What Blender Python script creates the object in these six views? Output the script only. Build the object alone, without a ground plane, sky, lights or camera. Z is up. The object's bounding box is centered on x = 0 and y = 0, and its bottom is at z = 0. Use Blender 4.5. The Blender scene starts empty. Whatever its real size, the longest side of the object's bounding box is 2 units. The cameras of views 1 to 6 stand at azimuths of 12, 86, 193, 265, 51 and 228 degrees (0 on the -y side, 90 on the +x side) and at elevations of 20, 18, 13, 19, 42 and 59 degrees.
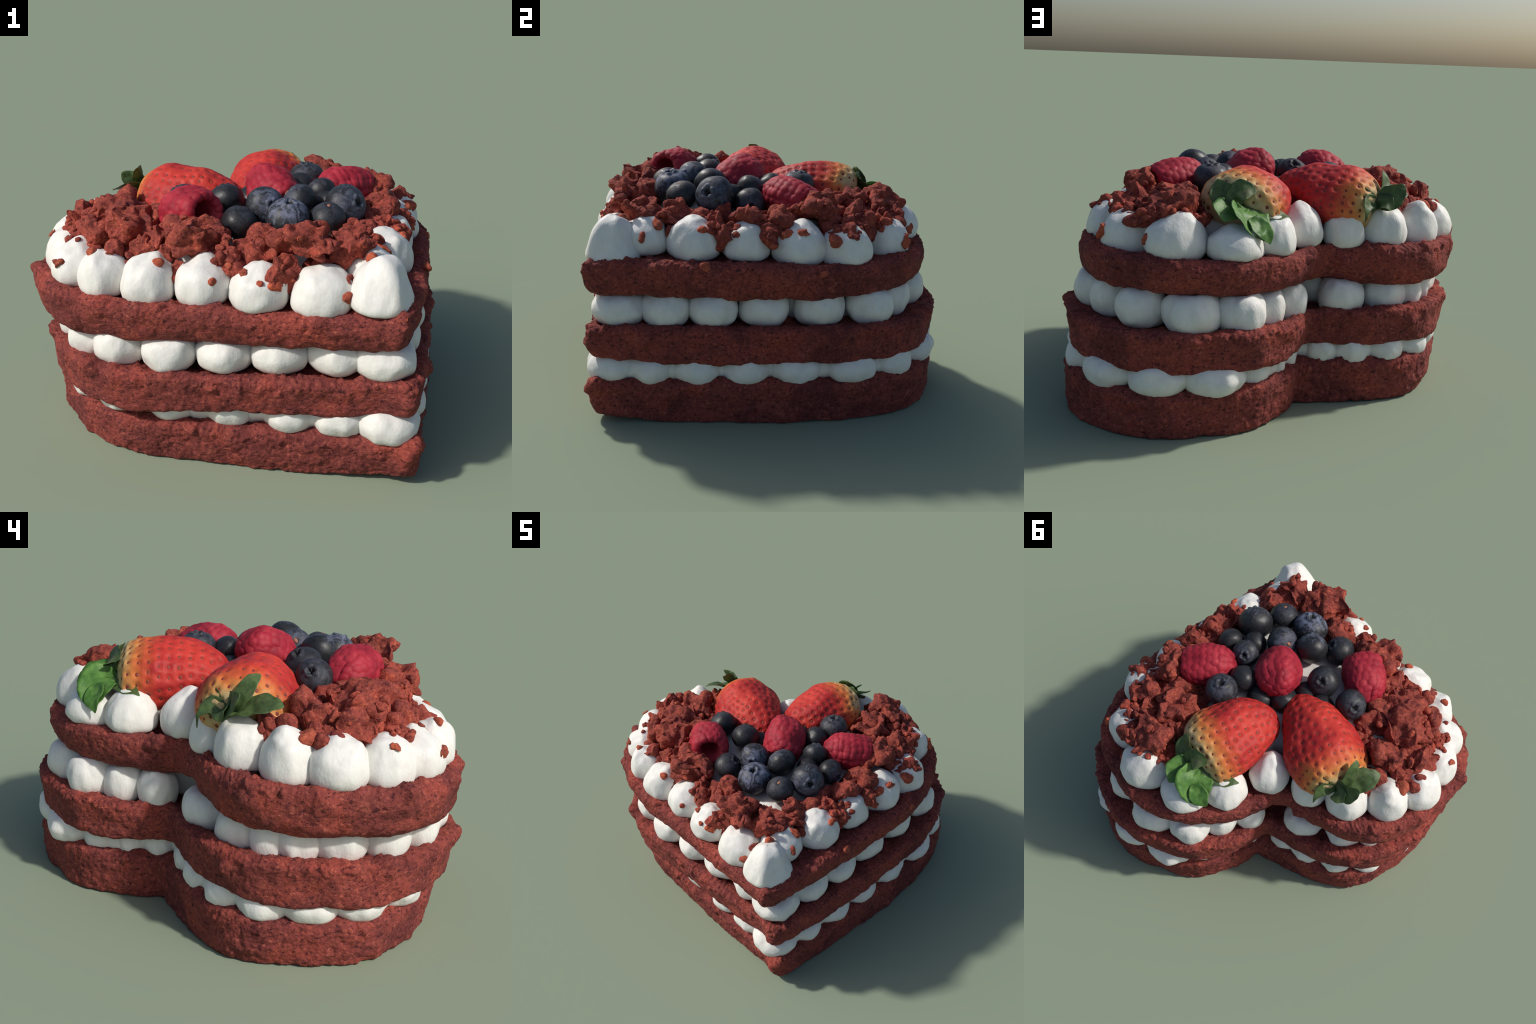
# A heart-shaped layer cake: three red sponge layers, piped cream kisses between
# and on top of them, and a topping of cake crumble, strawberries, raspberries
# and blueberries.  Everything is built from profiles, outlines and noise rules.
import bpy, math
import numpy as np
from mathutils import Vector, Matrix

# ----------------------------------------------------------------- noise tools
_rng = np.random.default_rng(7)
_perm = _rng.permutation(256)
_perm = np.concatenate([_perm, _perm, _perm])
_grad = _rng.normal(size=(256, 3))
_grad /= np.linalg.norm(_grad, axis=1)[:, None]


def _hash(i, j, k):
    return _perm[_perm[_perm[i & 255] + (j & 255)] + (k & 255)]


def perlin(p):
    p = np.asarray(p, float)
    i = np.floor(p).astype(int)
    f = p - i
    u = f * f * f * (f * (f * 6 - 15) + 10)
    out = np.zeros(len(p))
    for dx in (0, 1):
        for dy in (0, 1):
            for dz in (0, 1):
                g = _grad[_hash(i[:, 0] + dx, i[:, 1] + dy, i[:, 2] + dz)]
                d = f - np.array([dx, dy, dz])
                w = (u[:, 0] if dx else 1 - u[:, 0]) * (u[:, 1] if dy else 1 - u[:, 1]) * (u[:, 2] if dz else 1 - u[:, 2])
                out += w * (g * d).sum(1)
    return out * 1.6


def fbm(p, octaves=4, gain=0.5):
    p = np.asarray(p, float)
    a, s = 1.0, np.zeros(len(p))
    for o in range(octaves):
        s += a * perlin(p * 2 ** o + 17.3 * o)
        a *= gain
    return s


def ridged(p, octaves=3):
    p = np.asarray(p, float)
    a, s = 1.0, np.zeros(len(p))
    for o in range(octaves):
        s += a * (1 - np.abs(perlin(p * 2 ** o + 9.7 * o)) * 2)
        a *= 0.5
    return s


def worley(p):
    """distance to the nearest jittered lattice point"""
    p = np.asarray(p, float)
    i = np.floor(p).astype(int)
    best = np.full(len(p), 9.0)
    for dx in (-1, 0, 1):
        for dy in (-1, 0, 1):
            for dz in (-1, 0, 1):
                c = i + np.array([dx, dy, dz])
                h = _hash(c[:, 0], c[:, 1], c[:, 2])
                site = c + 0.5 + 0.42 * _grad[h]
                best = np.minimum(best, ((p - site) ** 2).sum(1))
    return np.sqrt(best)


def vnoise(p, octaves=2):
    return np.stack([fbm(np.asarray(p) + o, octaves) for o in (0.0, 31.4, 77.7)], 1)


# ------------------------------------------------------------------ mesh tools
def make_mesh(name, verts, faces, mat=None, smooth=True):
    me = bpy.data.meshes.new(name)
    me.from_pydata(np.asarray(verts).tolist(), [], faces if isinstance(faces, list) else np.asarray(faces).tolist())
    me.update()
    if smooth:
        me.polygons.foreach_set("use_smooth", np.ones(len(me.polygons), bool))
    if mat:
        me.materials.append(mat)
    return me


def add_object(name, me, parent, loc=(0, 0, 0), rot=None, scale=(1, 1, 1)):
    ob = bpy.data.objects.new(name, me)
    bpy.context.scene.collection.objects.link(ob)
    ob.parent = parent
    ob.location = loc
    if rot is not None:
        ob.rotation_mode = "QUATERNION"
        ob.rotation_quaternion = rot
    ob.scale = scale
    return ob


def grid_faces(rows, cols, wrap=True):
    r = np.arange(rows - 1)[:, None]
    c = np.arange(cols if wrap else cols - 1)[None, :]
    n = (c + 1) % cols
    f = np.stack([r * cols + c, r * cols + n, (r + 1) * cols + n, (r + 1) * cols + c], -1)
    return f.reshape(-1, 4).tolist()


def normals_of(verts, faces):
    v = np.asarray(verts)
    n = np.zeros_like(v)
    q = np.array([f for f in faces if len(f) == 4])
    if len(q):
        fn = np.cross(v[q[:, 2]] - v[q[:, 0]], v[q[:, 3]] - v[q[:, 1]])
        for k in range(4):
            np.add.at(n, q[:, k], fn)
    t = np.array([f for f in faces if len(f) == 3])
    if len(t):
        fn = np.cross(v[t[:, 1]] - v[t[:, 0]], v[t[:, 2]] - v[t[:, 0]])
        for k in range(3):
            np.add.at(n, t[:, k], fn)
    return n / (np.linalg.norm(n, axis=1)[:, None] + 1e-12)


def catmull(pts, n, closed=False):
    """smooth curve through control points, resampled to n points by length"""
    P = np.asarray(pts, float)
    m = len(P)
    seg = []
    cnt = m if closed else m - 1
    for i in range(cnt):
        if closed:
            a, b, c, d = P[(i - 1) % m], P[i], P[(i + 1) % m], P[(i + 2) % m]
        else:
            a, b, c, d = P[max(i - 1, 0)], P[i], P[i + 1], P[min(i + 2, m - 1)]
        t = np.linspace(0, 1, 24, endpoint=False)[:, None]
        seg.append(0.5 * (2 * b + (c - a) * t + (2 * a - 5 * b + 4 * c - d) * t ** 2 + (3 * b - a - 3 * c + d) * t ** 3))
    C = np.concatenate(seg)
    C = np.vstack([C, C[:1] if closed else P[-1:]])
    L = np.concatenate([[0], np.cumsum(np.linalg.norm(np.diff(C[:, :2], axis=0), axis=1))])
    s = np.linspace(0, L[-1], n + 1)[:-1] if closed else np.linspace(0, L[-1], n)
    return np.stack([np.interp(s, L, C[:, k]) for k in range(P.shape[1])], 1)


_ico = {}


def icosphere(sub):
    if sub not in _ico:
        import bmesh
        bm = bmesh.new()
        bmesh.ops.create_icosphere(bm, subdivisions=sub, radius=1.0)
        v = np.array([x.co[:] for x in bm.verts])
        f = [[x.index for x in p.verts] for p in bm.faces]
        bm.free()
        _ico[sub] = (v, f)
    return _ico[sub]


def quat_to(direction, spin=0.0):
    """rotation that carries +z onto a direction"""
    q = Vector((0, 0, 1)).rotation_difference(Vector(direction).normalized())
    return q @ Matrix.Rotation(spin, 3, "Z").to_quaternion()


# ------------------------------------------------------------------- materials
class Nodes:
    def __init__(self, name):
        self.mat = bpy.data.materials.new(name)
        self.mat.use_nodes = True
        self.t = self.mat.node_tree
        self.t.nodes.clear()
        self.out = self.t.nodes.new("ShaderNodeOutputMaterial")
        self.bsdf = self.t.nodes.new("ShaderNodeBsdfPrincipled")
        self.t.links.new(self.bsdf.outputs[0], self.out.inputs[0])
        self.co = self.t.nodes.new("ShaderNodeTexCoord").outputs["Object"]

    def put(self, sock, v):
        if hasattr(v, "is_output"):
            self.t.links.new(v, sock)
        elif isinstance(v, (tuple, list)) and len(v) == 3 and sock.type == "RGBA":
            sock.default_value = (*v, 1)
        else:
            sock.default_value = v

    def noise(self, scale, detail=4, rough=0.55, distort=0.0, vec=None, offset=None, stretch=None):
        v = vec or self.co
        if stretch or offset is not None:
            m = self.t.nodes.new("ShaderNodeMapping")
            self.t.links.new(v, m.inputs["Vector"])
            if stretch:
                m.inputs["Scale"].default_value = stretch
            if offset is not None:
                self.put(m.inputs["Location"], offset)
            v = m.outputs[0]
        n = self.t.nodes.new("ShaderNodeTexNoise")
        self.t.links.new(v, n.inputs["Vector"])
        n.inputs["Scale"].default_value = scale
        n.inputs["Detail"].default_value = detail
        n.inputs["Roughness"].default_value = rough
        n.inputs["Distortion"].default_value = distort
        return n.outputs[0]

    def voronoi(self, scale, feature="F1", vec=None):
        n = self.t.nodes.new("ShaderNodeTexVoronoi")
        n.feature = feature
        self.t.links.new(vec or self.co, n.inputs["Vector"])
        n.inputs["Scale"].default_value = scale
        return n.outputs["Distance"]

    def ramp(self, fac, stops, smooth=False):
        n = self.t.nodes.new("ShaderNodeValToRGB")
        if smooth:
            n.color_ramp.interpolation = "EASE"
        e = n.color_ramp.elements
        while len(e) < len(stops):
            e.new(0.5)
        for el, (p, c) in zip(e, stops):
            el.position = p
            el.color = (*c, 1) if isinstance(c, (tuple, list)) else (c, c, c, 1)
        self.put(n.inputs[0], fac)
        return n.outputs[0]

    def mix(self, fac, a, b, mode="MIX"):
        n = self.t.nodes.new("ShaderNodeMix")
        n.data_type = "RGBA"
        n.blend_type = mode
        self.put(n.inputs[0], fac)
        self.put(n.inputs[6], a)
        self.put(n.inputs[7], b)
        return n.outputs[2]

    def math(self, op, a, b=0.0, clamp=False):
        n = self.t.nodes.new("ShaderNodeMath")
        n.operation = op
        n.use_clamp = clamp
        self.put(n.inputs[0], a)
        self.put(n.inputs[1], b)
        return n.outputs[0]

    def sep(self, vec=None):
        n = self.t.nodes.new("ShaderNodeSeparateXYZ")
        self.t.links.new(vec or self.co, n.inputs[0])
        return n.outputs

    def random(self):
        return self.t.nodes.new("ShaderNodeObjectInfo").outputs["Random"]

    def bump(self, height, strength=0.5, dist=0.01, base=None):
        n = self.t.nodes.new("ShaderNodeBump")
        n.inputs["Strength"].default_value = strength
        n.inputs["Distance"].default_value = dist
        self.put(n.inputs["Height"], height)
        if base:
            self.t.links.new(base, n.inputs["Normal"])
        return n.outputs[0]

    def finish(self, color, rough, normal=None, **extra):
        self.put(self.bsdf.inputs["Base Color"], color)
        self.put(self.bsdf.inputs["Roughness"], rough)
        if normal:
            self.t.links.new(normal, self.bsdf.inputs["Normal"])
        for k, v in extra.items():
            self.put(self.bsdf.inputs[k.replace("_", " ")], v)
        return self.mat


def sponge_material(name, dark, mid, light, pores=1.0, berry=0.0):
    n = Nodes(name)
    grain = n.noise(62, 5, 0.66, 0.3)
    tone = n.ramp(grain, [(0.33, dark), (0.45, mid), (0.55, mid), (0.70, light)])
    patch = n.noise(5, 4, 0.6, 0.6)
    warm = n.ramp(patch, [(0.36, (0.66, 0.67, 0.74)), (0.50, (1, 1, 1)), (0.66, (1.32, 1.20, 1.05))])
    c = n.mix(1.0, tone, warm, "MULTIPLY")
    pore = n.noise(44, 3, 0.6, 0.6, stretch=(1, 1, 1.7), offset=(3, 1, 7))
    hole = n.ramp(pore, [(0.34, 1.0), (0.42, 0.0)])
    c = n.mix(n.math("MULTIPLY", hole, 0.85 * pores), c, (dark[0] * 0.6, dark[1] * 0.7, dark[2] * 0.9))
    flake = n.ramp(n.noise(26, 5, 0.7, 0.8, offset=(11, 5, 2)), [(0.57, 0.0), (0.70, 1.0)])
    c = n.mix(n.math("MULTIPLY", flake, 0.55), c, light)
    if berry:
        juice = n.ramp(n.noise(7, 3, 0.6, 0.5, offset=(1, 9, 4)), [(0.58, 0.0), (0.74, 1.0)])
        c = n.mix(n.math("MULTIPLY", juice, berry), c, (0.075, 0.018, 0.028))
    h = n.math("ADD", n.math("MULTIPLY", grain, 0.8), n.math("MULTIPLY", pore, 1.0))
    nm = n.bump(h, 0.5, 0.014)
    nm = n.bump(n.noise(120, 3, 0.7), 0.3, 0.004, nm)
    return n.finish(c, 0.85, nm, Specular_IOR_Level=0.2)


M_SPONGE = sponge_material("red_sponge", (0.074, 0.018, 0.019), (0.225, 0.049, 0.041), (0.42, 0.116, 0.080))
M_CHUNK = sponge_material("crumbled_sponge", (0.090, 0.020, 0.020), (0.30, 0.060, 0.043), (0.54, 0.150, 0.082), 0.75, 0.6)


M_CRUMB = sponge_material("loose_crumb", (0.20, 0.040, 0.028), (0.40, 0.090, 0.052), (0.60, 0.17, 0.09), 0.4)


def cream_material():
    n = Nodes("whipped_cream")
    c = n.mix(n.ramp(n.noise(5, 3), [(0.35, 0.0), (0.7, 1.0)]), (0.755, 0.742, 0.695), (0.81, 0.80, 0.76))
    stain = n.ramp(n.noise(9, 4, 0.6, 0.5, offset=(4, 4, 1)), [(0.60, 0.0), (0.80, 1.0)])
    c = n.mix(n.math("MULTIPLY", stain, 0.35), c, (0.72, 0.58, 0.44))
    nm = n.bump(n.noise(9, 3, 0.5), 0.12, 0.02)
    return n.finish(c, 0.5, nm, Specular_IOR_Level=0.3, Subsurface_Weight=0.08, Subsurface_Scale=0.03)


M_CREAM = cream_material()


def blueberry_material():
    n = Nodes("blueberry_skin")
    r = n.random()
    off = n.t.nodes.new("ShaderNodeCombineXYZ")
    n.put(off.inputs[0], n.math("MULTIPLY", r, 40.0))
    n.put(off.inputs[1], n.math("MULTIPLY", r, 17.0))
    o = off.outputs[0]
    cloud = n.noise(2.4, 6, 0.74, 1.2, offset=o)
    x, y, z = n.sep()
    crown = n.math("MULTIPLY", n.math("ADD", z, 0.1), 0.20)
    amount = n.math("ADD", cloud, crown)
    bloom = n.ramp(amount, [(0.56, 0.0), (0.62, 0.30), (0.76, 1.0)])
    own = n.t.nodes.new("ShaderNodeAttribute")
    own.attribute_type = "OBJECT"
    own.attribute_name = '["bloom"]'
    strength = n.math("MULTIPLY", bloom, own.outputs["Fac"])
    axis = n.math("ADD", n.math("MULTIPLY", x, x), n.math("MULTIPLY", y, y))
    cup = n.math("MULTIPLY", n.math("LESS_THAN", axis, 0.03), n.math("GREATER_THAN", z, 0.0))      # the cup inside the crown is kept dark
    strength = n.math("MULTIPLY", strength, n.math("SUBTRACT", 1.0, cup))
    skin = n.mix(n.ramp(n.noise(7, 4, 0.6, offset=o), [(0.35, 0.0), (0.7, 1.0)]), (0.013, 0.0135, 0.016), (0.027, 0.028, 0.032))
    c = n.mix(strength, skin, (0.19, 0.215, 0.31))
    nm = n.bump(n.noise(12, 4, 0.6, offset=o), 0.12, 0.008)
    return n.finish(c, n.ramp(bloom, [(0.0, 0.42), (1.0, 0.75)]), nm, Specular_IOR_Level=0.4)


M_BLUE = blueberry_material()


def plain_material(name, a, b, scale, rough=0.6, bump=0.2, dist=0.01, **extra):
    n = Nodes(name)
    f = n.noise(scale, 4, 0.6)
    c = n.mix(n.ramp(f, [(0.35, 0.0), (0.68, 1.0)]), a, b)
    return n.finish(c, rough, n.bump(f, bump, dist), **extra)


M_SCAR = plain_material("blueberry_scar", (0.28, 0.11, 0.07), (0.38, 0.17, 0.11), 60)


def raspberry_material():
    n = Nodes("raspberry_skin")
    f = n.noise(9, 4, 0.55)
    c = n.ramp(f, [(0.30, (0.22, 0.010, 0.022)), (0.5, (0.36, 0.021, 0.038)), (0.72, (0.47, 0.045, 0.062))])
    h = n.math("MULTIPLY", n.noise(60, 3), 1.0)
    return n.finish(c, 0.6, n.bump(h, 0.12, 0.006), Specular_IOR_Level=0.25)


M_RASP = raspberry_material()


def strawberry_material(name, pale_reach, side, unripe):
    """red at the tip, through orange to cream at the calyx (object z from 0 at the
    calyx to 1 at the tip); side = direction in which the unripe patch reaches on"""
    n = Nodes(name)
    x, y, z = n.sep()
    t = n.math("ADD", z, n.math("MULTIPLY", n.math("SUBTRACT", n.noise(5, 4, 0.6, 0.6), 0.5), 0.30))
    lean = n.math("ADD", n.math("MULTIPLY", x, side[0]), n.math("MULTIPLY", y, side[1]))
    t = n.math("SUBTRACT", t, n.math("ADD", n.math("MULTIPLY", lean, pale_reach), unripe))
    red_a, red_b = (0.37, 0.020, 0.022), (0.55, 0.044, 0.030)
    red = n.mix(n.ramp(n.noise(4, 4, 0.6, offset=(5, 5, 5)), [(0.35, 0.0), (0.65, 1.0)]), red_a, red_b)
    base = n.ramp(t, [(0.0, (0.54, 0.40, 0.20)), (0.055, (0.58, 0.33, 0.12)), (0.13, (0.60, 0.19, 0.050)), (0.30, (0.58, 0.07, 0.03))])
    isred = n.ramp(t, [(0.13, 0.0), (0.34, 1.0)])
    c = n.mix(isred, base, red)
    streak = n.ramp(n.noise(26, 4, 0.6, 1.2), [(0.62, 0.0), (0.78, 1.0)])
    c = n.mix(n.math("MULTIPLY", streak, 0.25), c, (0.85, 0.34, 0.20))
    nm = n.bump(n.noise(18, 4), 0.2, 0.02)
    return n.finish(c, 0.55, nm, Specular_IOR_Level=0.25)


M_SEED = plain_material("strawberry_seed", (0.17, 0.020, 0.018), (0.27, 0.060, 0.030), 40, 0.7)


def leaf_material(name, a, b, tip):
    n = Nodes(name)
    f = n.noise(13, 4, 0.6, stretch=(1, 1, 1))
    c = n.mix(n.ramp(f, [(0.35, 0.0), (0.65, 1.0)]), a, b)
    brown = n.ramp(n.noise(9, 4, 0.65, offset=(2, 8, 5)), [(0.60, 0.0), (0.74, 1.0)])
    c = n.mix(n.math("MULTIPLY", brown, 0.55), c, tip)
    mat = n.finish(c, 0.5, n.bump(n.noise(40, 4), 0.3, 0.006), Specular_IOR_Level=0.4)
    tr = n.t.nodes.new("ShaderNodeBsdfTranslucent")
    n.put(tr.inputs[0], c)
    mx = n.t.nodes.new("ShaderNodeMixShader")
    mx.inputs[0].default_value = 0.15
    n.t.links.new(n.bsdf.outputs[0], mx.inputs[1])
    n.t.links.new(tr.outputs[0], mx.inputs[2])
    n.t.links.new(mx.outputs[0], n.out.inputs[0])
    return mat


M_LEAF_BRIGHT = leaf_material("fresh_calyx_leaf", (0.060, 0.165, 0.030), (0.14, 0.30, 0.065), (0.19, 0.25, 0.09))
M_LEAF_DARK = leaf_material("dull_calyx_leaf", (0.050, 0.085, 0.030), (0.115, 0.185, 0.058), (0.20, 0.165, 0.10))

# ------------------------------------------------------------------- the cake
root = bpy.data.objects.new("heart_cake", None)
root["label"] = "heart-shaped red sponge layer cake with cream kisses and berries"
root["category"] = "cake"
bpy.context.scene.collection.objects.link(root)

CENTRE = np.array([0.20, -0.16])

# each outline point: x, y, height of lower edge, height of upper edge
LOWER = [(.93, -.855, .045, .23), (.945, -.55, .005, .225), (.948, -.3, 0, .225), (.95, .02, 0, .225),
         (.94, .25, 0, .225), (.883, .57, 0, .225), (.755, .82, 0, .225), (.49, .962, 0, .22), (.24, .975, 0, .22),
         (0, .865, 0, .225), (-.165, .745, 0, .23), (-.237, .572, 0, .23), (-.262, .45, 0, .23), (-.27, .37, 0, .23), (-.355, .32, 0, .23), (-.46, .283, 0, .23),
         (-.697, .17, 0, .225), (-.85, -.005, 0, .22), (-.888, -.25, 0, .215), (-.862, -.50, 0, .215), (-.675, -.735, 0, .21),
         (-.50, -.85, 0, .21), (-.33, -.90, 0, .21), (0, -.90, 0, .215), (.4, -.887, 0, .215), (.75, -.868, .02, .215)]
MIDDLE = [(.915, -.86, .335, .51), (.945, -.55, .315, .515), (.95, -.3, .31, .515), (.945, .02, .31, .515),
          (.935, .25, .31, .515), (.88, .56, .31, .515), (.755, .80, .31, .51), (.495, .955, .30, .505), (.24, .98, .295, .50),
          (0, .89, .295, .50), (-.175, .765, .30, .50), (-.272, .59, .30, .495), (-.302, .455, .30, .495), (-.312, .345, .30, .495), (-.40, .295, .30, .495), (-.52, .26, .30, .495),
          (-.715, .168, .295, .495), (-.868, -.005, .29, .495), (-.93, -.25, .28, .495), (-.895, -.53, .27, .485), (-.735, -.77, .265, .48),
          (-.57, -.895, .265, .475), (-.36, -.965, .265, .475), (-.08, -.95, .275, .475), (.15, -.93, .28, .475), (.4, -.91, .295, .48), (.75, -.875, .32, .495)]
UPPER = [(.875, -.885, .635, .845), (.915, -.6, .635, .85), (.92, -.3, .63, .845), (.915, -.05, .625, .84), (.90, .25, .625, .83),
         (.855, .48, .63, .83), (.725, .72, .64, .835), (.55, .85, .64, .835), (.35, .905, .64, .83), (.17, .905, .635, .82),
         (-.05, .82, .635, .82), (-.2, .66, .63, .82), (-.285, .49, .625, .81), (-.318, .37, .615, .81), (-.332, .295, .61, .81), (-.41, .24, .61, .81), (-.55, .205, .605, .81),
         (-.78, .1, .595, .81), (-.92, -.1, .58, .81), (-.955, -.38, .575, .805), (-.915, -.62, .575, .80),
         (-.71, -.85, .58, .795), (-.37, -.945, .585, .795), (0, -.93, .595, .795), (.41, -.915, .605, .79), (.75, -.905, .62, .81)]

# side profiles: inset from the outline, share of the height
PLAIN = [(.065, 0), (.042, .03), (.030, .12), (.014, .3), (.003, .55), (0, .8), (.012, .93), (.045, 1.0)]
RIMMED = [(.05, 0), (.022, .06), (.012, .2), (.006, .5), (.001, .76), (.002, .89), (.018, .975), (.05, .99)]
BAKED = [(.15, 0), (.10, .012), (.065, .06), (.037, .15), (.019, .29), (.007, .48), (.001, .64), (.003, .78), (.016, .91), (.05, .99)]


def sponge_layer(outline, profile, sink, seed, knobs, taper, side_rows=44, around=1100):
    C = catmull(outline, around, True)
    xy, zb, zt = C[:, :2], C[:, 2], C[:, 3]
    flat = np.column_stack([xy * 3.5, np.full(around, seed)])
    if not taper:                                                     # the upper two layers sag and rise a little
        zb = zb + 0.012 * fbm(flat, 2)
    zt = zt + 0.007 * fbm(flat + 20, 2)
    tang = np.roll(xy, -4, 0) - np.roll(xy, 4, 0)
    nrm = np.stack([tang[:, 1], -tang[:, 0]], 1)
    nrm /= np.linalg.norm(nrm, axis=1)[:, None]
    rad = CENTRE - xy
    rlen = np.linalg.norm(rad, axis=1)
    rad /= rlen[:, None]
    grow = 1 / np.clip(np.abs((rad * nrm).sum(1)), 0.62, 1)          # radial inset that equals a sideways inset
    prof = catmull(np.array(profile), side_rows)
    rows = []
    first, last = prof[0], prof[-1]
    for k in np.linspace(0.0, 0.93, 10):                              # underside, from the middle out
        q = xy + rad * (first[0] * grow)[:, None]
        q = CENTRE + (q - CENTRE) * (0.05 + k)
        rows.append(np.column_stack([q, zb + (zt - zb) * first[1] + 0.0 * zb]))
    # the foot of the lowest layer draws in only on the two sides named by taper
    side = np.clip(0.5 - 0.9 * (nrm @ np.array([.7, .7])), 0.15, 0.6) if taper else np.ones(around)
    for inset, h in prof:
        q = xy + rad * (inset * (side if h < 0.5 else 1.0) * grow)[:, None]
        rows.append(np.column_stack([q, zb + (zt - zb) * h]))
    for k in np.concatenate([np.linspace(0.985, 0.70, 24), np.linspace(0.66, 0.04, 8)]):
        q = xy + rad * (last[0] * grow)[:, None]
        q = CENTRE + (q - CENTRE) * k
        dip = sink * np.clip((1 - k) / 0.10, 0, 1)
        rows.append(np.column_stack([q, zb + (zt - zb) * last[1] - dip]))
    R = len(rows)
    V = np.concatenate(rows)
    faces = grid_faces(R, around)
    a, b = len(V), len(V) + 1
    V = np.vstack([V, [*CENTRE, rows[0][:, 2].mean()], [*CENTRE, rows[-1][:, 2].mean()]])
    last0 = (R - 1) * around
    faces += [[a, (i + 1) % around, i] for i in range(around)]
    faces += [[b, last0 + i, last0 + (i + 1) % around] for i in range(around)]
    N = normals_of(V, faces)
    N *= 1 if (N[10 * around + 300, :2] @ -rad[300]) > 0 else -1
    p = V + seed
    share = np.zeros(len(V))
    hgt = np.tile(zt - zb, R)
    share[:-2] = np.clip((V[:-2, 2] - np.tile(zb, R)) / hgt, 0, 1)
    upper = np.clip((share - 0.55) / 0.4, 0, 1)
    wall = 0.45 + 0.55 * upper if not taper else np.full(len(V), 0.75)                     # walls are cut smooth, rims are torn
    d = 0.010 * fbm(p * 6, 3) + wall * (0.0045 * fbm(p * 19, 2, 0.6) + 0.0035 * fbm(p * 50, 2, 0.7))
    d += 0.014 * upper * np.maximum(0, ridged(p * 23, 2) - 1.0)                            # torn crumb edge
    d += 0.034 * (0.15 + upper) * np.maximum(0, fbm(p * 16 + 40, 2) - 0.42)                # crumbs that stand out
    d -= 0.018 * wall * np.maximum(0, fbm(p * [24, 24, 36] + 9, 2) - 0.42)                 # pores and tears
    for kx, ky, kz, kr, kh in knobs:
        g = np.exp(-((V - [kx, ky, kz]) ** 2).sum(1) / (2 * (kr * 0.6) ** 2))
        d += kh * g * (1 + 0.4 * perlin(p * 40))
    V = V + N * d[:, None] + 0.004 * vnoise(p * 18, 2)
    V[:, 2] = np.maximum(V[:, 2], 0.0)
    return V, faces


knobs_low = [(.9, -.88, .16, .03, .02), (.6, .93, .2, .04, .015), (-.2, -.92, .2, .04, .012), (.93, -.84, .2, .05, .03), (.95, .1, .04, .04, .015), (-.8, -.55, .05, .05, .02)]
knobs_mid = [(-.42, -.99, .42, .035, .04), (.15, -.95, .44, .04, .018), (.5, -.92, .30, .03, .015), (.1, .97, .48, .04, .02), (-.8, .1, .42, .035, .03), (-.62, .24, .46, .03, .025), (.76, .82, .5, .04, .03), (.945, .1, .5, .04, .02), (-.55, -.90, .47, .055, .045), (.93, -.60, .45, .05, .03), (.90, -.88, .42, .05, .03), (.93, .45, .47, .05, .025),
             (.90, .56, .50, .05, .035), (-.86, -.55, .45, .045, .03), (-.70, -.76, .44, .045, .03), (-.60, .27, .40, .05, .025),
             (-.33, .50, .42, .06, .02), (-.95, -.30, .46, .05, .03)]
knobs_top = [(.5, -.93, .78, .05, .018), (.1, -.95, .79, .05, .018), (-.2, .68, .8, .04, .02), (.1, .92, .8, .05, .015), (.93, .1, .83, .04, .02), (.92, -.15, .82, .04, .02), (-.95, -.25, .79, .05, .02), (-.5, -.93, .78, .05, .02), (-.325, .38, .80, .05, .05), (.90, -.93, .80, .05, .025), (.93, .30, .82, .04, .025), (-.45, .22, .72, .04, .03),
             (-.9, -.6, .79, .05, .03), (-.70, -.85, .77, .05, .02), (.93, -.55, .84, .04, .025), (-.62, .14, .78, .045, .02)]
for outline, prof, sink, seed, knobs, taper in ((LOWER, PLAIN, 0.01, 0.0, knobs_low, True), (MIDDLE, RIMMED, 0.025, 5.3, knobs_mid, False), (UPPER, BAKED, 0.02, 11.9, knobs_top, False)):
    V, F = sponge_layer(outline, prof, sink, seed, knobs, taper)
    add_object("sponge_layer", make_mesh("sponge_layer", V, F, M_SPONGE), root)


# --------------------------------------------------------------- cream fillings
def cream_filling(outline, inset, z0, z1, dome, seed):
    """a soft pad of cream that fills the space behind the piped kisses"""
    around = 240
    C = catmull(outline, around, True)[:, :2]
    rows = []
    for k, h in [(0.1, 0), (0.5, 0), (0.9, 0), (0.97, 0.15), (1.0, 0.5), (0.97, 0.85), (0.9, 1.0), (0.82, 1.03), (0.74, 1.05), (0.66, 1.06),
                 (0.58, 1.06), (0.5, 1.06), (0.42, 1.06), (0.34, 1.06), (0.26, 1.06), (0.18, 1.06), (0.1, 1.06), (0.04, 1.06)]:
        r = C - CENTRE
        q = CENTRE + r * (1 - inset / np.linalg.norm(r, axis=1))[:, None] * k
        z = z0 + (z1 - z0) * h + (dome * (1 - k ** 2) if h >= 0.85 else 0)
        rows.append(np.column_stack([q, np.full(around, z)]))
    V = np.concatenate(rows)
    R = len(rows)
    F = grid_faces(R, around)
    V = np.vstack([V, [*CENTRE, z0], [*CENTRE, rows[-1][0, 2]]])
    F += [[len(V) - 2, (i + 1) % around, i] for i in range(around)]
    F += [[len(V) - 1, (R - 1) * around + i, (R - 1) * around + (i + 1) % around] for i in range(around)]
    V = V + 0.018 * vnoise(V * 6 + seed, 3) * [1, 1, 1]
    add_object("cream_filling", make_mesh("cream_filling", V, F, M_CREAM), root)


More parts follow.
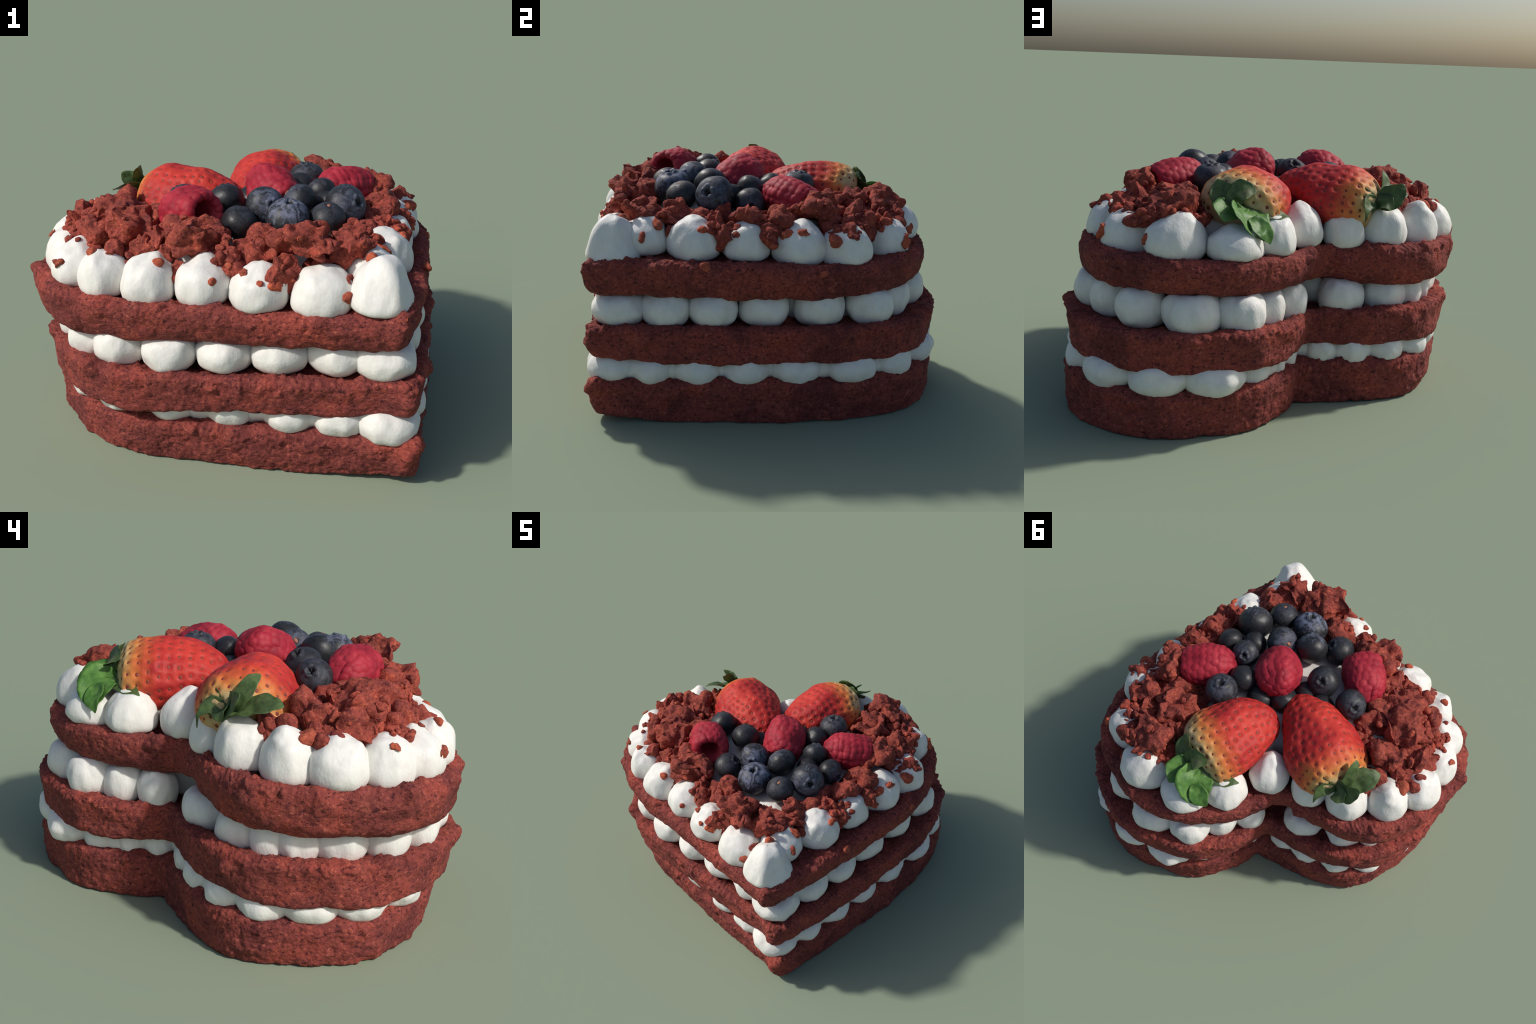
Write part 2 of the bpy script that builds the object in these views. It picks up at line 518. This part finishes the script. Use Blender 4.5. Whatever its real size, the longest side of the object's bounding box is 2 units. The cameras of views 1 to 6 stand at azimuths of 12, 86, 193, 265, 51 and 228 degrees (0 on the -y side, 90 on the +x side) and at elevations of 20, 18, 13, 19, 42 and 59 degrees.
cream_filling(LOWER, 0.055, 0.19, 0.335, 0.0, 3.0)
cream_filling(MIDDLE, 0.24, 0.46, 0.64, 0.0, 8.0)
cream_filling(UPPER, 0.26, 0.80, 0.925, 0.075, 13.0)

# ----------------------------------------------------------------- cream kisses
KISS = [(0.0, 0), (.55, 0), (.84, .035), (.97, .16), (1.0, .31), (.96, .48), (.86, .67), (.66, .84), (.40, .945), (.14, .99), (0.0, 1.0)]
PRESSED = [(0.0, 0), (.42, 0), (.68, .05), (.89, .20), (1.0, .45), (.97, .66), (.84, .86), (.62, .975), (.35, 1.0), (0.0, 1.0)]


def kiss_mesh(profile, seed, peak):
    rows, around = 36, 64
    P = catmull(np.array(profile), rows)
    P[0, 0] = P[-1, 0] = 1e-4
    th = np.linspace(0, 2 * np.pi, around, endpoint=False)
    V = np.stack([P[:, :1] * np.cos(th), P[:, :1] * np.sin(th), np.repeat(P[:, 1:], around, 1)], -1).reshape(-1, 3)
    s = seed * 3.7
    high = np.clip(V[:, 2], 0, 1)
    n = vnoise(V * [1.3, 1.3, 1.0] + s, 2)
    V = V + n * np.array([.085, .085, .06]) * np.minimum(1, high * 3 + .2)[:, None]
    V += 0.018 * vnoise(V * [2.8, 2.8, 3.6] + s, 1)
    # the piping bag leaves a curl at the peak that leans to one side
    lean = peak * np.clip((high - 0.62) / 0.4, 0, 1) ** 1.6
    V[:, 0] += lean * math.cos(s)
    V[:, 1] += lean * math.sin(s)
    V[:, 2] += 0.35 * peak * np.clip((high - .85) / .15, 0, 1) ** 2
    # soft horizontal ridges of the piped turns
    V[:, 2] += 0.006 * np.sin(high * 14 + th.repeat(rows).reshape(around, rows).T.ravel() + s)
    return make_mesh("cream_kiss", V, grid_faces(rows, around), M_CREAM)


kisses = [kiss_mesh(KISS, k, (0.10, 0.22, 0.15, 0.06, 0.26, 0.12)[k]) for k in range(6)]
TALL = [(0.0, 0), (.62, 0), (.90, .03), (1.0, .13), (.97, .26), (.87, .44), (.74, .64), (.56, .82), (.36, .94), (.14, .99), (0.0, 1.0)]
tall = kiss_mesh(TALL, 31, 0.05)
pressed = [kiss_mesh(PRESSED, k + 20, 0.0) for k in range(5)]
rng = np.random.default_rng(21)

# x, y, radius, height above the upper layer
TOP_KISSES = [(.735, -.765, .138, .235, .80), (.66, -.60, .125, .18, .83), (.69, -.35, .132, .20, .82), (.695, -.10, .128, .19, .82), (.70, .155, .132, .205, .80), (.68, .40, .135, .20, .79),
              (.51, .635, .130, .195, .79), (.25, .72, .138, .20, .80), (.0, .64, .138, .155, .80), (-.135, .475, .12, .19, .80), (-.215, .235, .11, .205, .80),
              (-.43, .13, .11, .19, .79), (-.615, .015, .125, .205, .79), (-.755, -.155, .122, .21, .78), (-.805, -.335, .135, .20, .78),
              (-.765, -.53, .13, .20, .775), (-.67, -.68, .12, .20, .77), (-.50, -.775, .118, .20, .77), (-.265, -.765, .130, .20, .77),
              (-.03, -.745, .125, .20, .77), (.215, -.755, .128, .195, .77), (.475, -.735, .138, .20, .77)]
for i, (x, y, r, h, z) in enumerate(TOP_KISSES):
    out = np.array([x, y]) - CENTRE
    x, y = CENTRE + out * (1 + (0 if i == 0 or x < -.35 else 0.030 if y < -.6 else 0.020) / np.linalg.norm(out))
    r = r * (1.03 if x > -.35 else 1.0)
    add_object("cream_kiss", kisses[i % 6] if i else tall, root, (x, y, z), Matrix.Rotation(rng.uniform(0, 6.3), 3, "Z").to_quaternion(), (r, r * rng.uniform(.95, 1.05), h))

MID_KISSES = [(.765, -.735, .145), (.785, -.50, .128), (.785, -.265, .13), (.755, .0, .135), (.74, .285, .133), (.71, .555, .13), (.58, .68, .112), (.395, .785, .122), (.15, .785, .14),
              (-.045, .685, .125), (-.13, .535, .10), (-.205, .38, .095), (-.43, .145, .12), (-.63, .01, .115), (-.735, -.09, .09), (-.755, -.205, .105),
              (-.75, -.37, .125), (-.71, -.56, .118), (-.60, -.715, .112), (-.43, -.79, .123), (-.19, -.815, .133), (.055, -.785, .133), (.305, -.755, .135), (.56, -.73, .135)]
for i, (x, y, r) in enumerate(MID_KISSES):
    z0 = 0.448 + 0.035 * np.clip((x + 0.2), -0.3, 0.8)
    z1 = 0.60 + 0.045 * np.clip(x * 0.8 + y * 0.5 + 0.3, 0, 1) + rng.uniform(0, .012)
    add_object("cream_kiss", pressed[i % 5], root, (x, y, z0), Matrix.Rotation(rng.uniform(0, 6.3), 3, "Z").to_quaternion(), (r, r, z1 - z0 + .015))

LOW_KISSES = [(.79, -.76, .145), (.81, -.57, .138), (.815, -.34, .14), (.815, -.09, .14), (.805, .165, .142), (.775, .45, .15), (.70, .67, .13), (.52, .82, .145), (.28, .855, .15),
              (.05, .77, .155), (-.08, .63, .105), (-.145, .50, .085), (-.165, .37, .09), (-.35, .205, .10), (-.50, .155, .105), (-.65, .055, .115), (-.745, -.08, .125), (-.765, -.26, .138),
              (-.745, -.46, .138), (-.62, -.64, .135), (-.44, -.735, .135), (-.19, -.775, .13), (.08, -.775, .12), (.355, -.765, .13), (.585, -.745, .14)]
for i, (x, y, r) in enumerate(LOW_KISSES):
    add_object("cream_kiss", pressed[(i + 2) % 5], root, (x, y, 0.185), Matrix.Rotation(rng.uniform(0, 6.3), 3, "Z").to_quaternion(), (r, r, 0.16 if x > -.3 else 0.15))


# --------------------------------------------------------------------- crumble
def chunk_geometry(centre, radii, seed, sub=5, rough=1.0, cuts=7):
    v, f = icosphere(sub)
    c, r = np.array(centre), np.array(radii)
    size = r.mean()
    g = np.random.default_rng(1000 + int(seed))
    u = v.copy()
    for _ in range(cuts):                                    # broken faces
        n = g.normal(size=3)
        n /= np.linalg.norm(n)
        u -= np.maximum(0, u @ n - g.uniform(.58, .88))[:, None] * n
    v0 = u * r
    s = seed * 5.13
    q = v0 / size
    p = v0 + 0.42 * size * rough * vnoise(q * 0.95 + s, 2)
    nn = v
    lumps = np.clip(1 - worley((p + s) * 11) * 1.2, -0.2, 1)
    d = 0.046 * rough * lumps + 0.010 * rough * fbm(p * 22 + s, 2) + 0.004 * fbm(p * 60 + s, 2)
    d += 0.018 * rough * np.maximum(0, ridged(p * 9 + s, 2) - 0.8)
    p = p + nn * (d - 0.012 * rough)[:, None]
    return p + c, f


# x, y, z, half-widths x y z of the pieces of torn sponge heaped round the fruit
CHUNKS = [(.60, -.645, 1.045, .10, .09, .075), (.41, -.74, 1.068, .115, .10, .085), (.625, -.455, 1.02, .085, .09, .07), (.70, -.25, 1.0, .075, .10, .075),
          (.70, -.08, 1.0, .075, .08, .075), (.67, .06, 1.0, .075, .085, .075), (.60, .27, 1.06, .085, .11, .075), (.58, .49, 0.985, .085, .085, .065),
          (.37, .46, 1.045, .10, .10, .075), (.28, .67, 1.03, .11, .085, .06), (.19, -.665, 1.01, .085, .08, .075), (-.11, -.70, 1.05, .135, .085, .07),
          (-.29, -.64, 1.0, .08, .07, .06), (-.46, -.60, 1.06, .11, .11, .08), (-.62, -.60, 0.997, .10, .09, .075), (-.57, -.46, 1.065, .11, .11, .08),
          (-.63, -.28, 1.007, .115, .10, .075), (-.74, -.42, 0.987, .085, .09, .07), (-.77, -.26, 0.952, .07, .065, .05), (-.41, -.36, 0.997, .08, .08, .065),
          (-.66, -.10, 0.962, .08, .065, .05), (-.41, -.49, 1.027, .085, .085, .075), (-.37, -.71, 0.96, .06, .05, .06), (.48, .36, 1.0, .08, .08, .06),
          (.33, -.80, 0.94, .045, .05, .085), (.73, .42, 0.955, .06, .06, .045), (.78, -.20, 0.95, .04, .05, .06), (.25, .52, 0.99, .07, .09, .06),
          (-.50, -.20, 0.967, .10, .08, .055), (.53, .62, 0.965, .06, .06, .05), (.05, -.74, 0.965, .05, .045, .06), (.78, .04, 0.95, .045, .05, .05),
          (-.71, -.58, 0.952, .06, .06, .05), (.42, .62, 0.955, .06, .06, .045), (.36, .72, .985, .10, .06, .055), (.46, .60, 1.0, .08, .07, .06), (.60, .52, .985, .07, .07, .055), (.20, .66, .975, .05, .06, .05),
          (.36, .32, .99, .07, .07, .05), (-.43, -.22, 0.967, .08, .08, .06), (.46, .24, 0.985, .06, .06, .05), (-.30, -.47, 0.99, .07, .07, .055)]
for i, (x, y, z, a, b, c) in enumerate(CHUNKS):
    z -= 0.018
    out = np.array([x, y]) - CENTRE
    x, y = CENTRE + out * (1 - 0.02 / np.linalg.norm(out))
    V, F = chunk_geometry((x, y, z), (a + .010, b + .010, c + .003), i + 1, 5)
    o = np.array([x, y, z])
    add_object("sponge_chunk", make_mesh("sponge_chunk", V - o, F, M_CHUNK), root, (x, y, z))

# pieces that spill from the heap over the inner shoulders of the piped kisses
spill = np.random.default_rng(12)
ring = [i for i in range(len(TOP_KISSES)) if i not in (0, 7, 8, 9, 10, 11, 12)]
for i in ring:
    x, y, r, h, z = TOP_KISSES[i]
    nx, ny = TOP_KISSES[(i + 1) % len(TOP_KISSES)][:2]
    for px, py, inward, pz, size in ((x, y, spill.uniform(.05, .09), z + h * spill.uniform(.80, .92), spill.uniform(.05, .07)),
                                     ((x + nx) / 2, (y + ny) / 2, spill.uniform(-.01, .04), z + h * spill.uniform(.52, .80), spill.uniform(.04, .06))):
        out = np.array([px, py]) - CENTRE
        px, py = CENTRE + out * (1 - inward / np.linalg.norm(out))
        V, F = chunk_geometry((px, py, pz), size * spill.uniform(.7, 1.25, 3) * [1, 1, .8], 200 + i + 31 * inward, 4, 0.8)
        o = np.array([px, py, pz])
        add_object("sponge_chunk", make_mesh("sponge_chunk", V - o, F, M_CHUNK), root, (px, py, pz))

# single crumbs stuck on the cream: position and size
STUCK = [(-.74, -.79, .90, .035), (.03, -.875, .90, .02), (.235, -.88, .91, .02), (.075, -.84, .965, .02), (.14, -.85, .965, .025), (.60, .73, .90, .04), (.36, .80, .89, .03),
         (.82, -.62, .95, .022), (.80, -.33, .98, .025), (.84, -.02, .92, .02), (.83, .03, .90, .022), (.78, .10, .97, .035), (.80, .33, .95, .035), (.70, -.72, .985, .03),
         (.86, -.93, .84, .02), (.955, -.30, .84, .03), (.95, -.20, .82, .02), (.94, .28, .80, .03), (-.80, -.22, .97, .04), (-.86, -.55, .96, .025), (.60, -.84, .86, .025), (-.40, .10, .99, .02),
         (-.17, .15, .97, .012), (.80, .18, .98, .03), (.72, -.55, .99, .03), (.30, -.86, .90, .03), (-.22, -.83, .96, .025), (-.55, -.80, .96, .02)]
geo_v, geo_f, base = [], [], 0
rng = np.random.default_rng(5)


def add_crumb(pos, size, k, nrm=(0, 0, 1)):
    global base
    flat = np.array([rng.uniform(.7, 1.3), rng.uniform(.5, 1.0), rng.uniform(.35, .6)]) * size
    V, F = chunk_geometry((0, 0, 0), flat, 100 + k, 3, min(1.0, size / 0.04), 10)
    R = np.array(quat_to(nrm, rng.uniform(0, 6.3)).to_matrix())
    geo_v.append(V @ R.T + np.array(pos))
    geo_f.extend([[a + base for a in f] for f in F])
    base += len(V)


from mathutils.bvhtree import BVHTree
bpy.context.view_layer.update()
bv, bf, bn = [], [], 0
for ob in root.children:
    if ob.name.split(".")[0] in ("cream_kiss", "sponge_layer", "sponge_chunk"):
        me = ob.data
        co = np.empty(len(me.vertices) * 3)
        me.vertices.foreach_get("co", co)
        M = np.array(ob.matrix_basis)
        bv.append(co.reshape(-1, 3) @ M[:3, :3].T + M[:3, 3])
        bf += [[i + bn for i in p.vertices] for p in me.polygons]
        bn += len(me.vertices)
skin = BVHTree.FromPolygons(np.concatenate(bv).tolist(), bf)


def settle(pos):
    """put a crumb on the nearest outer surface"""
    hit, nrm, _, dist = skin.find_nearest(Vector(pos))
    return hit, nrm


for k, (x, y, z, s) in enumerate(STUCK):
    spot, nrm = settle((x, y, z))
    add_crumb(spot, s * 0.85, k, nrm)
# loose crumbs scattered through the heap
stuck = add_object("stuck_crumbs", make_mesh("stuck_crumbs", np.concatenate(geo_v), geo_f, M_CRUMB), root)
stuck["kind"] = "stuff"
geo_v, geo_f, base = [], [], 0
for k in range(330):
    i = rng.integers(len(CHUNKS))
    x, y, z, a, b, c = CHUNKS[i]
    d = rng.normal(size=3)
    d /= np.linalg.norm(d)
    d[2] = abs(d[2]) * 0.8 - 0.25
    e = rng.uniform(.95, 1.3)
    size = rng.uniform(.010, .026)
    spot, nrm = settle((x + d[0] * a * e, y + d[1] * b * e, z + d[2] * c * e))
    add_crumb(spot, size, 50 + k, nrm)
crumbs = add_object("cake_crumbs", make_mesh("cake_crumbs", np.concatenate(geo_v), geo_f, M_CHUNK), root)
crumbs["kind"] = "stuff"


# ----------------------------------------------------------------- blueberries
def blueberry_mesh(seed, crown):
    rows, around = 60, 80
    ph = np.linspace(0, np.pi, rows) ** 1.0
    ph[0], ph[-1] = 1e-3, np.pi - 1e-3
    th = np.linspace(0, 2 * np.pi, around, endpoint=False)
    P, T = np.meshgrid(ph, th, indexing="ij")
    r = 1.0 + 0 * P
    if crown:
        lobe = 0.5 + 0.5 * np.cos(5 * T + seed)
        edge = 0.29 + 0.05 * np.cos(5 * T + seed)
        r += (0.025 + 0.055 * lobe) * np.exp(-((P - edge) / 0.07) ** 2)          # the five-pointed rim
        r -= (0.24 + 0.05 * np.cos(3 * T)) / (1 + np.exp((P - 0.17 - 0.035 * np.cos(5 * T + seed + 3.1)) / 0.03))                              # the cup inside it
        r -= 0.025 * np.exp(-((P - 0.48) / 0.12) ** 2)
    else:
        r -= 0.07 * np.exp(-(P / 0.28) ** 2)
    r -= 0.04 * np.exp(-((np.pi - P) / 0.3) ** 2)
    V = np.stack([r * np.sin(P) * np.cos(T), r * np.sin(P) * np.sin(T), 0.90 * r * np.cos(P)], -1).reshape(-1, 3)
    V += 0.045 * vnoise(V * 1.1 + seed, 1) + 0.006 * vnoise(V * 4 + seed, 1)
    return make_mesh("blueberry", V, grid_faces(rows, around), M_BLUE)


crowned = [blueberry_mesh(1.3 * k, True) for k in range(4)]
scarred = [blueberry_mesh(40 + 3 * k, False) for k in range(2)]
sv, sf = icosphere(3)
scar_mesh = make_mesh("stem_scar", sv * [0.16, 0.11, 0.05], sf, M_SCAR)
# centre, radius, direction of the crown, crowned or stem end up
BERRIES = [((.284, -.487, 1.080), .103, (.12, -.25, 1), 1, .75), ((.456, -.432, 1.073), .084, (.1, -.2, 1), 0, .12), ((.516, -.262, 1.09), .104, (.85, -.5, .42), 1, .42),
           ((.155, -.385, 1.10), .094, (.6, -.7, .3), 1, .6), ((.300, -.285, 1.10), .09, (-.8, .05, .55), 0, .38), ((.067, -.525, 1.055), .086, (.5, .5, .75), 1, .1),
           ((.518, -.078, 1.055), .080, (1, .1, -.1), 1, .25), ((.373, -.072, 1.095), .078, (-.5, .6, .6), 1, .25), ((-.055, -.286, 1.085), .09, (-.3, .5, .8), 1, .08),
           ((-.265, -.307, 1.075), .088, (-.7, .3, .6), 1, .15), ((.258, .195, 1.095), .094, (-.1, .1, 1), 1, .22), ((.250, .045, 1.085), .078, (0, .5, -.6), 1, .15),
           ((.415, -.178, 1.065), .07, (.5, .5, -.6), 1, .3), ((.02, -.06, 1.03), .08, (0, .2, -1), 1, .05), ((-.15, -.19, 1.02), .08, (0, .2, -1), 1, .05),
           ((.12, .03, 1.02), .08, (0, .2, -1), 1, .05), ((-.02, -.20, 1.02), .07, (0, .2, -1), 1, .05)]
for i, (c, r, d, crown, bloom) in enumerate(BERRIES):
    ob = add_object("blueberry", (crowned[i % 4] if crown else scarred[i % 2]), root, c, quat_to(d, i * 1.7), (r, r, r))
    ob["bloom"] = bloom
    if not crown:
        add_object("stem_scar", scar_mesh, ob, (0.02, 0, 0.835))


# ----------------------------------------------------------------- raspberries
RASP = [(0.0, .10), (.24, .02), (.40, -.35), (.47, -.78), (.58, -.97), (.72, -1.0), (.88, -.86), (.98, -.5), (1.0, -.1), (.93, .30), (.76, .66), (.48, .90), (.2, .99), (0.0, 1.0)]


def raspberry_mesh(seed, w, l):
    rows, around = 120, 150
    P = catmull(np.array(RASP), rows) * [w, l]
    P[0, 0] = P[-1, 0] = 1e-4
    th = np.linspace(0, 2 * np.pi, around, endpoint=False)
    V = np.stack([P[:, :1] * np.cos(th), P[:, :1] * np.sin(th), np.repeat(P[:, 1:], around, 1)], -1).reshape(-1, 3)
    F = grid_faces(rows, around)
    N = normals_of(V, F)
    if (N[(rows // 2) * around] * [1, 0, 0]).sum() < 0:
        N = -N
    # drupelets: rings of beads, every second ring shifted by half a bead
    g = np.random.default_rng(seed)
    out = P[P.argmin(0)[1]:] if False else P[np.argmin(P[:, 1]):]
    L = np.concatenate([[0], np.cumsum(np.linalg.norm(np.diff(out, axis=0), axis=1))])
    step = 0.043
    sites = []
    for k, s in enumerate(np.arange(0.012, L[-1], step * 0.88)):
        rr, zz = np.interp(s, L, out[:, 0]), np.interp(s, L, out[:, 1])
        m = max(1, int(round(2 * np.pi * rr / step)))
        for j in range(m):
            a = 2 * np.pi * (j + 0.5 * (k % 2)) / m + g.uniform(-.07, .07)
            sites.append((rr * math.cos(a), rr * math.sin(a), zz + g.uniform(-.004, .004)))
    S = np.array(sites)
    d2 = ((V[:, None, :] - S[None]) ** 2).sum(-1)
    near = np.sqrt(np.sort(d2, axis=1)[:, :1])[:, 0]
    dome = np.sqrt(np.clip(1 - (near / 0.0285) ** 2, 0, 1))
    V = V + N * (0.0115 * dome)[:, None]
    V += 0.012 * vnoise(V * 7 + seed, 2)
    return make_mesh("raspberry", V, F, M_RASP)


add_object("raspberry", raspberry_mesh(3, .115, .140), root, (-.195, -.480, 1.075), quat_to((-.80, .52, -.22)))
add_object("raspberry", raspberry_mesh(4, .120, .138), root, (.135, -.115, 1.105), quat_to((-.62, .66, .40), 1.0))
add_object("raspberry", raspberry_mesh(5, .113, .142), root, (.455, .125, 1.065), quat_to((-.66, -.72, .12), 2.0))


# ---------------------------------------------------------------- strawberries
STRAW = [(0.0, .06), (.16, .025), (.34, .0), (.60, .02), (.84, .10), (.97, .22), (1.0, .33), (.96, .48), (.86, .63), (.705, .77), (.485, .90), (.24, .97), (.10, .995), (0.0, 1.0)]


def strawberry(base, tip, wide, high, mat, seed):
    base, tip = Vector(base), Vector(tip)
    length = (tip - base).length
    zax = (tip - base).normalized()
    xax = Vector((0, 0, 1)).cross(zax).normalized()        # sideways
    yax = zax.cross(xax)                                    # roughly up
    M = Matrix((xax, yax, zax)).transposed()
    rows, around = 150, 170
    P = catmull(np.array(STRAW), rows)
    P[0, 0] = P[-1, 0] = 1e-4
    th = np.linspace(0, 2 * np.pi, around, endpoint=False)
    V = np.stack([P[:, :1] * np.cos(th), P[:, :1] * np.sin(th), np.repeat(P[:, 1:], around, 1)], -1).reshape(-1, 3)
    scale = np.array([wide, high, length])
    section = (np.abs(np.cos(th)) ** 1.8 + np.abs(np.sin(th)) ** 1.8) ** (-1 / 1.8)      # a slightly roof-shaped cross-section
    V[:, :2] *= np.tile(section, rows)[:, None]
    V = V * scale
    V += 0.022 * vnoise(V * 3.2 + seed, 2) + 0.006 * vnoise(V * 11 + seed, 1)
    F = grid_faces(rows, around)
    N = normals_of(V, F)
    if N[(rows // 2) * around, 0] < 0:
        N = -N
    # seed pits on a spiral lattice
    g = np.random.default_rng(seed)
    L = np.concatenate([[0], np.cumsum(np.linalg.norm(np.diff(P * [wide, length], axis=0), axis=1))])
    spots = []
    for k, s in enumerate(np.arange(0.13, L[-1] - .02, 0.050)):
        row = int(np.argmin(np.abs(L - s)))
        m = max(3, int(round(2 * np.pi * P[row, 0] * wide / 0.064)))
        for j in range(m):
            a = 2 * np.pi * (j + 0.5 * (k % 2)) / m + g.uniform(-.07, .07)
            spots.append(row * around + int(round(a / (2 * np.pi) * around)) % around)
    spots = np.array(spots)
    S, SN = V[spots], N[spots]
    d2 = np.full(len(V), 9.0)
    for s in S:
        d2 = np.minimum(d2, ((V - s) ** 2).sum(1))
    pit = np.exp(-d2 / (2 * 0.0105 ** 2))
    rim = np.exp(-((np.sqrt(d2) - 0.021) / 0.008) ** 2)
    V = V + N * (-0.0085 * pit + 0.0008 * rim)[:, None]
    W = V / length                                           # object space: 0..1 along the berry
    ob = add_object("strawberry", make_mesh("strawberry", W, F, mat), root, base, M.to_quaternion(), (length,) * 3)
    # the seeds themselves
    sv, sf = icosphere(2)
    gv, gf, b = [], [], 0
    for s, n in zip(S, SN):
        t = np.cross(n, [0, 1, 0.01])
        t /= np.linalg.norm(t) + 1e-9
        u = np.cross(n, t)
        k = g.uniform(.75, 1.2)
        gv.append(s - n * 0.0078 + (sv[:, :1] * t * 0.0082 + sv[:, 1:2] * u * 0.0120 + sv[:, 2:] * n * 0.0030) * k)
        gf += [[q + b for q in f] for f in sf]
        b += len(sv)
    sd = add_object("strawberry_seeds", make_mesh("strawberry_seeds", np.concatenate(gv) / length, gf, M_SEED), ob)
    sd["kind"] = "stuff"
    return ob


def calyx_leaf(berry, pts, width, mat, face, seed, thick=0.011, cup=0.25):
    """a sepal: a spine through world points, a blunt lens outline, folded a little
    along its midrib; face = direction the upper side looks"""
    rows, cols = 26, 15
    spine = catmull(np.array(pts, float), rows)
    # catmull resamples by plan length only, which is enough for these short blades
    tan = np.gradient(spine, axis=0)
    tan /= np.linalg.norm(tan, axis=1)[:, None]
    face = np.array(face, float)
    side = np.cross(tan, face)
    side /= np.linalg.norm(side, axis=1)[:, None]
    up = np.cross(side, tan)
    t = np.linspace(0, 1, rows)
    prof = width * 0.5 * (0.30 + 0.95 * np.sin(np.pi * np.clip(t * 0.80 + 0.08, 0, 1))) * np.sqrt(np.clip(1 - t ** 5, 0.004, 1))
    u = np.linspace(-1, 1, cols)
    lift = cup * (u ** 2 - 0.3)
    top, bot = [], []
    for k in range(rows):
        w = prof[k]
        mid = spine[k] + side[k] * (u * w)[:, None] + up[k] * (lift * w)[:, None]
        th = thick * 0.5 * (1 - 0.75 * u ** 2) * (1 - 0.5 * t[k])
        top.append(mid + up[k] * th[:, None])
        bot.append((mid - up[k] * th[:, None])[::-1])
    ring = np.concatenate([np.array(top), np.array(bot)], 1)
    n = 2 * cols
    V = ring.reshape(-1, 3)
    V = V + 0.008 * vnoise(V * 16 + seed, 2)
    F = grid_faces(rows, n) + [list(range(n))[::-1], [(rows - 1) * n + i for i in range(n)]]
    Minv = berry.matrix_basis.inverted()
    V = np.array([(Minv @ Vector(p))[:] for p in V])
    add_object("strawberry_leaf", make_mesh("strawberry_leaf", V, F, mat), berry)


# the unripe side of the berry, in its own sideways and upward directions
PALE_SIDE = (0.75, 0.30)
M_STRAW_PALE = strawberry_material("half_ripe_strawberry", 0.17, PALE_SIDE, 0.09)
M_STRAW_RED = strawberry_material("ripe_strawberry", 0.12, (0.2, -0.3), -0.02)
A = strawberry((.046, .560, .995), (-.005, .025, 1.045), .228, .175, M_STRAW_PALE, 2)
B = strawberry((-.575, .045, .985), (-.020, -.125, 1.040), .234, .175, M_STRAW_RED, 6)

ab = (-.012, .572, 1.03)
calyx_leaf(A, [ab, (-.06, .635, 1.01), (-.105, .665, .955), (-.150, .668, .895)], .165, M_LEAF_BRIGHT, (-.7, .4, .6), 1)
calyx_leaf(A, [(-.08, .645, .99), (-.15, .665, .93), (-.170, .655, .880)], .09, M_LEAF_BRIGHT, (-.7, .5, .3), 8)
calyx_leaf(A, [ab, (.012, .625, 1.025), (.028, .685, 1.015), (.020, .745, .988)], .13, M_LEAF_BRIGHT, (-.45, .2, 1), 2)
calyx_leaf(A, [ab, (.05, .592, 1.055), (.098, .575, 1.10), (.118, .535, 1.138)], .105, M_LEAF_DARK, (0, .8, .6), 3)
calyx_leaf(A, [ab, (.02, .60, 1.075), (-.02, .585, 1.11), (-.07, .555, 1.10)], .085, M_LEAF_DARK, (-.1, .8, .6), 4)
calyx_leaf(A, [ab, (-.075, .570, 1.01), (-.150, .520, .995), (-.218, .455, .975)], .06, M_LEAF_DARK, (-.3, .5, .8), 5)
bb = (-.578, .078, 1.005)
calyx_leaf(B, [bb, (-.555, .125, 1.02), (-.50, .150, 1.06), (-.43, .145, 1.105)], .075, M_LEAF_DARK, (-.6, .8, .4), 6)
calyx_leaf(B, [bb, (-.612, .045, 1.06), (-.605, .0, 1.12), (-.585, -.042, 1.168)], .062, M_LEAF_DARK, (-.8, .2, .4), 7)
calyx_leaf(B, [bb, (-.62, .02, 1.03), (-.665, -.06, 1.055), (-.698, -.135, 1.060)], .11, M_LEAF_DARK, (-.3, .4, .9), 8)
calyx_leaf(B, [bb, (-.62, .085, 1.03), (-.665, .075, 1.06), (-.708, .045, 1.112)], .10, M_LEAF_DARK, (-.5, .7, .5), 9)
calyx_leaf(B, [bb, (-.61, .10, 1.02), (-.645, .12, 1.015), (-.665, .11, .985)], .08, M_LEAF_DARK, (-.5, .8, .5), 12)
calyx_leaf(B, [bb, (-.552, .15, 1.02), (-.545, .195, .985), (-.545, .205, .93)], .065, M_LEAF_DARK, (-.5, .8, .3), 10)
